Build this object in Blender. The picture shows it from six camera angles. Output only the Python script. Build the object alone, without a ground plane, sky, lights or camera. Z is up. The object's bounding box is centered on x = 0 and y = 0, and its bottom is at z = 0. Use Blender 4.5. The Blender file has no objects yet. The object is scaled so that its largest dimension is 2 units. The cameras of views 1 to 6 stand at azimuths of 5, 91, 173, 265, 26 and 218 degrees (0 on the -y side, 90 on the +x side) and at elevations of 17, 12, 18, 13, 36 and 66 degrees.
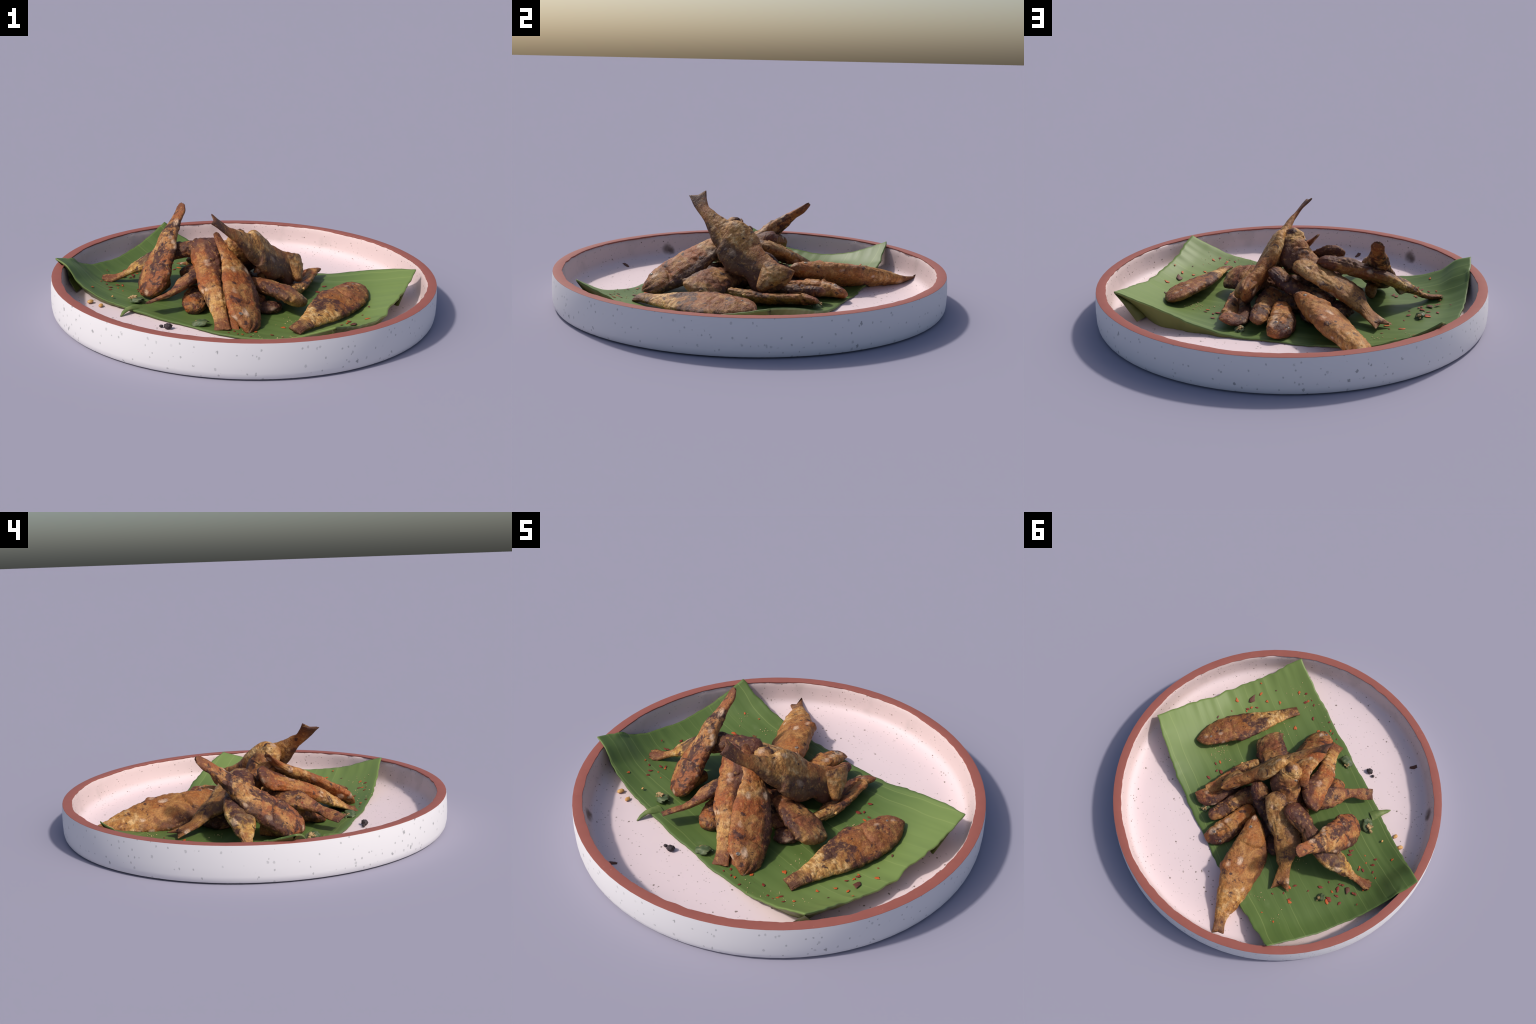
"""Plate of grilled small fish on a banana-leaf piece.
Parts: stoneware plate (shell, painted rim, liner), leaf, sixteen fish (head, torso, tail fin, eyes),
pepper slices, chili flakes, sesame, peppercorns.  Metres, z up."""
import bpy, bmesh, math, random
from mathutils import Vector, Matrix, noise

random.seed(11)
SCENE = bpy.context.scene.collection


# ------------------------------------------------------------------ helpers
def lin(r, g, b):
    f = lambda c: (c / 255 / 12.92) if c / 255 <= 0.04045 else ((c / 255 + 0.055) / 1.055) ** 2.4
    return (f(r), f(g), f(b), 1.0)


def smooth(a, b, x):
    t = max(0.0, min(1.0, (x - a) / (b - a)))
    return t * t * (3 - 2 * t)


def catmull(keys, vals, x):
    """monotone-ish cubic through (keys, vals) at x"""
    n = len(keys)
    if x <= keys[0]:
        return vals[0]
    if x >= keys[-1]:
        return vals[-1]
    i = 0
    while keys[i + 1] < x:
        i += 1
    h = keys[i + 1] - keys[i]
    t = (x - keys[i]) / h

    def slope(j):
        if j == 0:
            return (vals[1] - vals[0]) / (keys[1] - keys[0])
        if j == n - 1:
            return (vals[-1] - vals[-2]) / (keys[-1] - keys[-2])
        return (vals[j + 1] - vals[j - 1]) / (keys[j + 1] - keys[j - 1])
    m0, m1 = slope(i) * h, slope(i + 1) * h
    t2, t3 = t * t, t * t * t
    return (2 * t3 - 3 * t2 + 1) * vals[i] + (t3 - 2 * t2 + t) * m0 + (-2 * t3 + 3 * t2) * vals[i + 1] + (t3 - t2) * m1


def new_obj(name, data, parent=None, label=None, category=None):
    o = bpy.data.objects.new(name, data)
    SCENE.objects.link(o)
    if parent:
        o.parent = parent
    if label:
        o["label"] = label
        o["category"] = category
    return o


def mesh_from(name, verts, faces, mat=None, smooth_shade=True):
    me = bpy.data.meshes.new(name)
    me.from_pydata([tuple(v) for v in verts], [], faces)
    if mat:
        me.materials.append(mat)
    if smooth_shade:
        me.polygons.foreach_set("use_smooth", [True] * len(me.polygons))
    me.update()
    return me


# ------------------------------------------------------------------ node helper
class Nodes:
    def __init__(self, name):
        self.mat = bpy.data.materials.new(name)
        self.mat.use_nodes = True
        self.nt = self.mat.node_tree
        self.bsdf = self.nt.nodes["Principled BSDF"]
        self.coord = self.nt.nodes.new("ShaderNodeTexCoord").outputs["Object"]

    def _in(self, sock, v):
        if isinstance(v, bpy.types.NodeSocket):
            self.nt.links.new(v, sock)
        elif v is not None:
            sock.default_value = v

    def node(self, kind, **ins):
        n = self.nt.nodes.new(kind)
        for k, v in ins.items():
            self._in(n.inputs[k.replace("_", " ")], v)
        return n

    def mapping(self, loc=(0, 0, 0), rot=(0, 0, 0), scale=(1, 1, 1), vec=None):
        n = self.node("ShaderNodeMapping", Vector=vec or self.coord, Location=loc, Rotation=rot, Scale=scale)
        return n.outputs[0]

    def noise(self, scale, detail=4, rough=0.55, vec=None, dist=0.0):
        return self.node("ShaderNodeTexNoise", Vector=vec or self.coord, Scale=scale, Detail=detail, Roughness=rough,
                         Distortion=dist).outputs["Fac"]

    def voronoi(self, scale, vec=None, feature="F1", out="Distance", rand=1.0):
        n = self.nt.nodes.new("ShaderNodeTexVoronoi")
        n.feature = feature
        self._in(n.inputs["Vector"], vec or self.coord)
        n.inputs["Scale"].default_value = scale
        n.inputs["Randomness"].default_value = rand
        return n.outputs[out]

    def math(self, op, a, b=None, c=None, clamp=False):
        n = self.nt.nodes.new("ShaderNodeMath")
        n.operation = op
        n.use_clamp = clamp
        for i, v in enumerate((a, b, c)):
            if v is not None:
                self._in(n.inputs[i], v)
        return n.outputs[0]

    def step(self, x, lo, hi):
        n = self.nt.nodes.new("ShaderNodeMapRange")
        n.interpolation_type = "SMOOTHSTEP"
        self._in(n.inputs["Value"], x)
        for k, v in (("From Min", lo), ("From Max", hi)):
            self._in(n.inputs[k], v)
        return n.outputs[0]

    def mix(self, fac, a, b, mode="MIX"):
        n = self.nt.nodes.new("ShaderNodeMix")
        n.data_type = "RGBA"
        n.blend_type = mode
        n.clamp_factor = True
        self._in(n.inputs[0], fac)
        self._in(n.inputs[6], a)
        self._in(n.inputs[7], b)
        return n.outputs[2]

    def xyz(self, vec=None):
        n = self.node("ShaderNodeSeparateXYZ", Vector=vec or self.coord)
        return n.outputs[0], n.outputs[1], n.outputs[2]

    def bump(self, height, strength=0.3, dist=0.004, normal=None):
        n = self.node("ShaderNodeBump", Height=height, Strength=strength, Distance=dist)
        if normal:
            self._in(n.inputs["Normal"], normal)
        return n.outputs[0]

    def done(self, color, rough=0.5, normal=None, spec=0.4, **more):
        self._in(self.bsdf.inputs["Base Color"], color)
        self._in(self.bsdf.inputs["Roughness"], rough)
        self._in(self.bsdf.inputs["Specular IOR Level"], spec)
        if normal:
            self._in(self.bsdf.inputs["Normal"], normal)
        for k, v in more.items():
            self._in(self.bsdf.inputs[k.replace("_", " ")], v)
        return self.mat


# ------------------------------------------------------------------ materials: plate
def mat_glaze_outside():
    g = Nodes("white_speckled_glaze")
    x, y, z = g.xyz()
    th = g.math("MULTIPLY", g.math("ARCTAN2", y, x), 0.99)
    uv = g.node("ShaderNodeCombineXYZ", X=th, Y=z, Z=0.0).outputs[0]
    warp = g.math("SUBTRACT", g.noise(120, 2, vec=uv), 0.5)
    def specks(scale, radius, share, shift):
        p = g.mapping(loc=(shift, shift * 2, 0), scale=(1, 0.8, 1), vec=uv)
        d = g.math("ADD", g.voronoi(scale, vec=p), g.math("MULTIPLY", warp, 0.28))
        return g.math("MULTIPLY", g.step(d, radius, radius * 0.55), g.step(g.voronoi(scale, vec=p, out="Color"), share, share + 0.03))
    spots = g.math("MAXIMUM", specks(17, 0.135, 0.50, 0.3), g.math("MULTIPLY", specks(42, 0.22, 0.58, 1.7), 0.7))
    spots = g.math("MAXIMUM", spots, g.math("MULTIPLY", specks(28, 0.20, 0.60, 5.1), 0.5))
    col = g.mix(g.math("MULTIPLY", spots, 0.62), lin(225, 222, 223), lin(104, 106, 108))
    return g.done(col, 0.55, g.bump(g.noise(220, 2), 0.03, 0.001), spec=0.25)


def mat_glaze_inside():
    g = Nodes("pink_white_speckled_glaze")
    x, y, z = g.xyz()
    r = g.math("SQRT", g.math("ADD", g.math("MULTIPLY", x, x), g.math("MULTIPLY", y, y)))
    f = g.math("ADD", 1.0, g.math("MULTIPLY", g.math("SUBTRACT", z, 0.03), 1.3))  # unrolls the wall outwards
    uv = g.node("ShaderNodeCombineXYZ", X=g.math("MULTIPLY", x, f), Y=g.math("MULTIPLY", y, f), Z=0.0).outputs[0]
    warp = g.math("SUBTRACT", g.noise(110, 2, vec=uv), 0.5)
    def specks(scale, radius, share, shift):
        p = g.mapping(loc=(shift, shift * 2, 0), vec=uv)
        d = g.math("ADD", g.voronoi(scale, vec=p), g.math("MULTIPLY", warp, 0.16))
        return g.math("MULTIPLY", g.step(d, radius, radius * 0.5), g.step(g.voronoi(scale, vec=p, out="Color"), share, share + 0.03))
    crowd = g.step(g.noise(2.5, 2, vec=uv), 0.35, 0.6)
    dots = g.math("MAXIMUM", specks(21, 0.14, 0.50, 0.4), g.math("MULTIPLY", specks(38, 0.20, 0.52, 2.2), crowd))
    dots = g.math("MAXIMUM", dots, g.math("MULTIPLY", specks(55, 0.19, 0.60, 4.2), 0.6))
    base = g.mix(g.noise(4, 4), lin(222, 203, 206), lin(230, 210, 211))
    wall = g.step(z, 0.048, 0.085)
    base = g.mix(g.math("MULTIPLY", wall, 0.6), base, lin(204, 180, 175))  # wall base darkened and pinkened: its shading and rim bounce baked in
    base = g.mix(g.math("MULTIPLY", g.math("MULTIPLY", g.step(g.noise(6, 4), 0.52, 0.7), wall), 0.35), base, lin(176, 160, 156))
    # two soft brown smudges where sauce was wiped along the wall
    for (sx, sy, sz, rad) in ((-0.765, -0.525, 0.088, 0.045), (-0.775, -0.50, 0.075, 0.03)):
        d = g.math("SQRT", g.math("ADD", g.math("POWER", g.math("SUBTRACT", x, sx), 2.0),
                                  g.math("ADD", g.math("POWER", g.math("SUBTRACT", y, sy), 2.0),
                                         g.math("POWER", g.math("SUBTRACT", z, sz), 2.0))))
        d = g.math("ADD", d, g.math("MULTIPLY", g.math("SUBTRACT", g.noise(35, 3), 0.5), 0.02))
        base = g.mix(g.math("MULTIPLY", g.step(d, rad, rad * 0.2), 0.75), base, lin(74, 52, 38))
    col = g.mix(g.math("MULTIPLY", dots, 0.8), base, lin(92, 72, 52))
    return g.done(col, 0.5, g.bump(g.noise(30, 3), 0.05, 0.004), spec=0.25)


def mat_rim():
    g = Nodes("brick_red_rim")
    col = g.mix(g.noise(18, 5), lin(144, 83, 74), lin(156, 92, 82))
    col = g.mix(g.step(g.noise(60, 4), 0.66, 0.78), col, lin(172, 106, 92))
    return g.done(col, 0.6, g.bump(g.noise(90, 3), 0.08, 0.002), spec=0.25)


# ------------------------------------------------------------------ materials: leaf
def mat_leaf(under=False):
    g = Nodes("banana_leaf_underside" if under else "banana_leaf_green")
    x, y, z = g.xyz()
    wob = g.math("MULTIPLY", g.math("SUBTRACT", g.noise(3, 2), 0.5), 0.05)
    yy = g.math("ADD", y, wob)
    n1 = g.node("ShaderNodeCombineXYZ", X=g.math("MULTIPLY", x, 0.35), Y=g.math("MULTIPLY", yy, 16.0)).outputs[0]
    n2 = g.node("ShaderNodeCombineXYZ", X=g.math("MULTIPLY", x, 0.9), Y=g.math("MULTIPLY", yy, 70.0)).outputs[0]
    bands = g.noise(1.0, 2, vec=n1)
    fine = g.noise(1.0, 3, vec=n2)
    dark, mid, light = lin(76, 98, 48), lin(92, 116, 58), lin(116, 135, 76)
    end = g.step(x, 0.25, 0.75)
    base = g.mix(end, g.mix(g.noise(2.2, 3), lin(78, 99, 48), lin(91, 113, 57)), lin(112, 132, 71))
    base = g.mix(g.math("MULTIPLY", g.step(bands, 0.45, 0.72), 0.30), base, light)
    base = g.mix(g.math("MULTIPLY", g.step(bands, 0.44, 0.30), 0.22), base, dark)
    wave = g.math("SINE", g.math("MULTIPLY", yy, 96.0))
    line = g.math("MULTIPLY", g.step(wave, 0.95, 1.0), g.step(g.noise(1.0, 1, vec=n1), 0.4, 0.6))
    base = g.mix(g.math("MULTIPLY", line, 0.35), base, lin(142, 156, 92))
    base = g.mix(g.math("MULTIPLY", g.step(fine, 0.5, 0.75), 0.15), base, light)
    # oil sheen blotches and browned nicks
    base = g.mix(g.math("MULTIPLY", g.step(g.noise(7, 4), 0.62, 0.75), 0.25), base, lin(126, 138, 96))
    base = g.mix(g.math("MULTIPLY", g.step(g.noise(26, 3), 0.73, 0.80), 0.6), base, lin(92, 74, 44))
    if under:
        base = g.mix(g.math("ADD", 0.4, g.math("MULTIPLY", g.noise(9, 4), 0.5)), base, lin(104, 104, 58))
    bumpy = g.bump(g.math("ADD", g.math("MULTIPLY", fine, 0.5), bands), 0.22, 0.003)
    return g.done(base, 0.5, bumpy, spec=0.35)


# ------------------------------------------------------------------ materials: fish
def mat_fish(name, seed, length, depth, brown=(136, 92, 52), orange=(150, 94, 44), gold=(212, 172, 104), gold_at=0.62, gold_w=0.2,
             gold_amt=0.8, char=0.5, pale=0.5, tip_dark=0.6, head_dark=0.2, olive=0.0, red=0.4, edge=0.78):
    g = Nodes("grilled_fish_" + name)
    off = (seed * 3.17, seed * 1.93, seed * 2.41)
    P = g.mapping(loc=off)
    Q = g.mapping(loc=(off[1], off[2], off[0]))
    R = g.mapping(loc=(off[2], off[0], off[1]))
    x, y, z = g.xyz()
    along = g.math("ADD", g.math("DIVIDE", x, length), 0.5)
    along = g.math("ADD", along, g.math("MULTIPLY", g.math("SUBTRACT", g.noise(14, 3, vec=P), 0.5), 0.22))
    col = g.mix(g.step(g.noise(8, 5, 0.6, vec=P), 0.38, 0.64), lin(*brown), lin(*orange))
    col = g.mix(g.math("MULTIPLY", g.step(g.noise(13, 4, vec=Q, dist=0.8), 0.46, 0.64), 0.7), col, lin(186, 142, 86))
    if olive:
        col = g.mix(g.math("MULTIPLY", g.step(g.noise(7, 3, vec=P), 0.3, 0.6), olive), col, lin(150, 120, 62))
    # golden scaly zone
    zone = g.math("MULTIPLY", g.step(g.math("ABSOLUTE", g.math("SUBTRACT", along, gold_at)), gold_w, gold_w * 0.35), gold_amt)
    zone = g.math("MULTIPLY", zone, g.step(g.noise(11, 4, vec=P), 0.25, 0.55))
    sc = g.mapping(loc=off, scale=(1.25, 0.7, 0.7))
    scales = g.voronoi(58, vec=sc, feature="SMOOTH_F1")
    goldc = g.mix(g.step(scales, 0.2, 0.7), lin(*gold), lin(164, 120, 64))
    goldc = g.mix(g.math("MULTIPLY", g.step(g.noise(26, 3, vec=Q), 0.46, 0.66), 0.7), goldc, lin(232, 206, 156))
    col = g.mix(zone, col, goldc)
    # red-brown sauce stains
    stain = g.step(g.noise(20, 5, 0.65, vec=Q, dist=0.6), 0.52, 0.64)
    col = g.mix(g.math("MULTIPLY", stain, 0.60), col, lin(112, 62, 42))
    # char: blotches, and a burnt line on back and belly where it lay on the grill
    big = g.noise(7.5, 6, 0.66, vec=R, dist=0.5)
    lo = 0.650 - 0.19 * char
    col = g.mix(g.math("MULTIPLY", g.step(big, lo, lo + 0.08), 0.92), col, lin(66, 42, 44))
    rim = g.math("ADD", g.math("DIVIDE", g.math("ABSOLUTE", y), depth), g.math("MULTIPLY", g.math("SUBTRACT", g.noise(12, 5, 0.65, vec=Q), 0.5), 1.3))
    col = g.mix(g.math("MULTIPLY", g.step(rim, 0.70, 0.98), edge), col, lin(62, 40, 44))
    smallc = g.noise(24, 4, 0.55, vec=g.mapping(loc=(off[0] + 9, off[1], off[2])), dist=0.3)
    lo2 = 0.70 - 0.16 * char
    col = g.mix(g.math("MULTIPLY", g.step(smallc, lo2, lo2 + 0.05), 0.9), col, lin(54, 36, 40))
    # charred tail tip and snout
    if tip_dark:
        col = g.mix(g.math("MULTIPLY", g.step(along, 0.84, 0.96), tip_dark), col, lin(80, 55, 50))
    if head_dark:
        col = g.mix(g.math("MULTIPLY", g.step(along, 0.16, 0.02), head_dark), col, lin(92, 54, 46))
    # whitish highlights of the skin painted as pale blobs, uneven and sparse
    bv = g.mapping(loc=(off[1], off[0], off[2]), scale=(0.8, 1.15, 1.15))
    size = g.math("MULTIPLY", g.noise(6, 1, vec=P), 0.55)
    blob = g.math("ADD", g.voronoi(13, vec=bv), g.math("MULTIPLY", g.math("SUBTRACT", g.noise(38, 3, vec=P), 0.5), 0.30))
    bl = g.math("MULTIPLY", g.step(blob, size, g.math("MULTIPLY", size, 0.35)), g.step(g.voronoi(13, vec=bv, out="Color"), 0.60 - 0.32 * pale, 0.64 - 0.32 * pale))
    col = g.mix(g.math("MULTIPLY", bl, min(0.85, 0.35 + pale * 0.5)), col, lin(218, 194, 172))
    och = g.math("MULTIPLY", g.step(g.noise(48, 4, 0.6, vec=R), 0.56, 0.66), 0.5)
    col = g.mix(och, col, lin(196, 150, 88))
    # chili flecks, salt grain
    fl = g.math("MULTIPLY", g.step(g.math("ADD", g.voronoi(26, vec=Q), g.math("MULTIPLY", g.noise(70, 2, vec=P), 0.2)), 0.27, 0.20), g.step(g.voronoi(26, vec=Q, out="Color"), 0.66, 0.70))
    col = g.mix(g.math("MULTIPLY", fl, red), col, lin(140, 46, 28))
    salt = g.step(g.noise(230, 2, vec=P), 0.66, 0.74)
    col = g.mix(g.math("MULTIPLY", salt, 0.42), col, lin(206, 178, 144))
    col = g.mix(g.math("MULTIPLY", g.step(g.noise(120, 4, 0.65, vec=P), 0.42, 0.66), 0.45), col, lin(92, 56, 42))
    hgt = g.math("ADD", g.math("MULTIPLY", g.noise(52, 5, 0.65, vec=P), 0.9), g.math("MULTIPLY", g.noise(190, 2, vec=P), 0.2))
    b1 = g.bump(hgt, 0.85, 0.008)
    b2 = g.bump(g.math("MULTIPLY", scales, zone), 0.8, 0.006, normal=b1)
    rough = g.math("ADD", 0.40, g.math("MULTIPLY", g.noise(40, 2, vec=P), 0.3))
    deep = g.mix(1.0, col, (0.96, 0.87, 0.79, 1.0), "MULTIPLY")
    return g.done(deep, rough, b2, spec=0.3)


def mat_plain(name, a, b, scale=40, rough=0.55, bump=0.3):
    g = Nodes(name)
    col = g.mix(g.step(g.noise(scale, 4), 0.35, 0.65), lin(*a), lin(*b))
    return g.done(col, rough, g.bump(g.noise(scale * 3, 3), bump, 0.003), spec=0.4)


# ------------------------------------------------------------------ plate
R_OUT, Z_RIM = 0.991, 0.175
INNER = [(0.0, 0.029), (0.30, 0.029), (0.60, 0.029), (0.80, 0.031), (0.86, 0.035), (0.89, 0.042), (0.911, 0.054),
         (0.925, 0.073), (0.933, 0.098), (0.938, 0.125), (0.943, 0.155), (0.949, 0.168)]


def plate_z(r):
    for (r0, z0), (r1, z1) in zip(INNER[:-1], INNER[1:]):
        if r <= r1:
            return z0 + (z1 - z0) * (r - r0) / (r1 - r0)
    return Z_RIM


def ring_noise(a, f, s):
    return noise.noise(Vector((math.cos(a) * f, math.sin(a) * f, s)))


def lathe(name, prof, seg, mat, wob=None, cap_ends=True):
    verts, faces, n = [], [], len(prof)
    for i in range(seg):
        a = 2 * math.pi * i / seg
        for j, (r, z) in enumerate(prof):
            dr, dz = wob(a, j) if wob else (0, 0)
            verts.append(((r + dr) * math.cos(a), (r + dr) * math.sin(a), z + dz))
    for i in range(seg):
        k = (i + 1) % seg
        for j in range(n - 1):
            faces.append((i * n + j, k * n + j, k * n + j + 1, i * n + j + 1))
    return mesh_from(name, verts, faces, mat)


def close_lathe(me):
    bm = bmesh.new()
    bm.from_mesh(me)
    bmesh.ops.remove_doubles(bm, verts=bm.verts, dist=1e-5)
    bmesh.ops.recalc_face_normals(bm, faces=bm.faces)
    bm.to_mesh(me)
    bm.free()


def auto_smooth(me, deg):
    bm = bmesh.new()
    bm.from_mesh(me)
    for e in bm.edges:
        if len(e.link_faces) == 2 and e.calc_face_angle(0) > math.radians(deg):
            e.smooth = False
    bm.to_mesh(me)
    bm.free()


def build_plate():
    root = new_obj("stoneware_plate", None, None, "round white speckled plate with straight wall and red rim", "plate")
    # outside wall and foot: the real plate is faintly faceted, 90 sides
    prof = [(0.0, 0.004), (0.70, 0.004), (0.955, 0.0), (0.976, 0.0005), (0.987, 0.005), (0.994, 0.016), (0.9975, 0.035), (0.999, 0.075), (0.998, 0.12), (0.9955, 0.155), (0.9935, 0.1735)]
    me = lathe("plate_wall", prof, 90, mat_glaze_outside())
    close_lathe(me)
    auto_smooth(me, 35)
    new_obj("plate_wall", me, root)
    # liner
    def wob(a, j):
        k = j / (len(INNER) - 1)
        up = smooth(0.55, 1.0, k)
        return (up * 0.0035 * ring_noise(a, 9, 1.0) + up * 0.002 * ring_noise(a, 30, 4.0),
                0.0025 * ring_noise(a, 4, 2.0 + j * 0.3) * smooth(0.1, 0.5, k) * (1 - smooth(0.8, 1, k)))
    inner = [INNER[0]]
    for (r0, z0), (r1, z1) in zip(INNER[:-1], INNER[1:]):
        m = 3 if r0 < 0.8 else 2
        for q in range(1, m + 1):
            inner.append((r0 + (r1 - r0) * q / m, z0 + (z1 - z0) * q / m))
    keys = [i for i in range(len(inner))]
    me = lathe("plate_liner", inner + [(0.953, 0.1685)], 256, mat_glaze_inside(), lambda a, j: wob(a, j * (len(INNER) - 1) / (len(inner))))
    close_lathe(me)
    new_obj("plate_liner", me, root)
    # rim band: flat top, ragged inner edge where the red slip stops, thin lip
    prof = [(0.9935, 0.1735), (0.993, 0.1745), (0.990, 0.175), (0.968, 0.1752), (0.952, 0.1750), (0.9465, 0.1742), (0.9455, 0.172), (0.9485, 0.166), (0.953, 0.164)]

    def wob2(a, j):
        if j < 4:
            return (0, 0)
        w = 0.006 * ring_noise(a, 5, 7) + 0.0035 * ring_noise(a, 17, 3) + 0.002 * ring_noise(a, 45, 5)
        return (w * (1 if j in (5, 6, 7) else 0.5 if j == 4 else 0.0), -0.0006 * abs(ring_noise(a, 20, 9)))
    # rim follows the 90 flats on the outside
    def wob3(a, j):
        d = wob2(a, j)
        if j < 3:
            s = 2 * math.pi / 90
            f = math.cos(s / 2) / math.cos((a % s) - s / 2)
            return ((f - 1) * 0.991 + d[0], d[1])
        return d
    me = lathe("plate_rim", prof, 450, mat_rim(), wob3)
    bm = bmesh.new(); bm.from_mesh(me); bmesh.ops.recalc_face_normals(bm, faces=bm.faces); bm.to_mesh(me); bm.free()
    auto_smooth(me, 40)
    new_obj("plate_rim", me, root)
    return root


# ------------------------------------------------------------------ leaf
LEAF_A, LEAF_B, LEAF_C, LEAF_D = Vector((-0.987, -0.094)), Vector((-0.572, 0.763)), Vector((0.898, 0.114)), Vector((0.484, -0.792))
LEAF_U = [0, .05, .1, .2, .3, .5, .66, .76, .86, .94, 1]
LEAF_V = [0, .1, .25, .5, .75, .9, 1]
LEAF_Z = [[.214, .186, .120, .079, .108, .162, .202], [.188, .152, .074, .048, .068, .114, .152], [.118, .090, .052, .041, .053, .080, .112],
          [.066, .047, .038, .033, .039, .047, .060], [.053, .042, .035, .032, .034, .037, .043], [.043, .037, .034, .032, .034, .036, .039],
          [.044, .037, .034, .032, .036, .044, .056], [.060, .044, .037, .033, .044, .068, .096], [.094, .066, .046, .038, .062, .105, .143],
          [.152, .114, .078, .060, .100, .142, .172], [.196, .168, .126, .098, .136, .166, .192]]


def leaf_z(u, v):
    return catmull(LEAF_U, [catmull(LEAF_V, row, v) for row in LEAF_Z], u)


LEAF_DU, LEAF_DV = (LEAF_D - LEAF_A).normalized(), (LEAF_B - LEAF_A).normalized()


def leaf_xy(u, v):
    p = (LEAF_A * (1 - u) + LEAF_D * u) * (1 - v) + (LEAF_B * (1 - u) + LEAF_C * u) * v
    # the four sides bow outwards a little
    return p + LEAF_DV * ((2 * v - 1) * u * (1 - u) * (0.144 if v < 0.5 else 0.10 + 0.13 * u)) + LEAF_DU * ((2 * u - 1) * 0.10 * v * (1 - v))


def leaf_uv(x, y):
    p = Vector((x, y))
    u = v = 0.5
    e = 1e-3
    for _ in range(5):
        q = leaf_xy(u, v)
        du = (leaf_xy(u + e, v) - q) / e
        dv = (leaf_xy(u, v + e) - q) / e
        d = p - q
        det = du.x * dv.y - du.y * dv.x
        u = max(-0.5, min(1.5, u + (d.x * dv.y - d.y * dv.x) / det))
        v = max(-0.5, min(1.5, v + (du.x * d.y - du.y * d.x) / det))
    return u, v


def leaf_surface(x, y):
    u, v = leaf_uv(x, y)
    if -0.01 <= u <= 1.01 and -0.01 <= v <= 1.01:
        return leaf_z(min(1, max(0, u)), min(1, max(0, v)))
    return plate_z(math.hypot(x, y))


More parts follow.
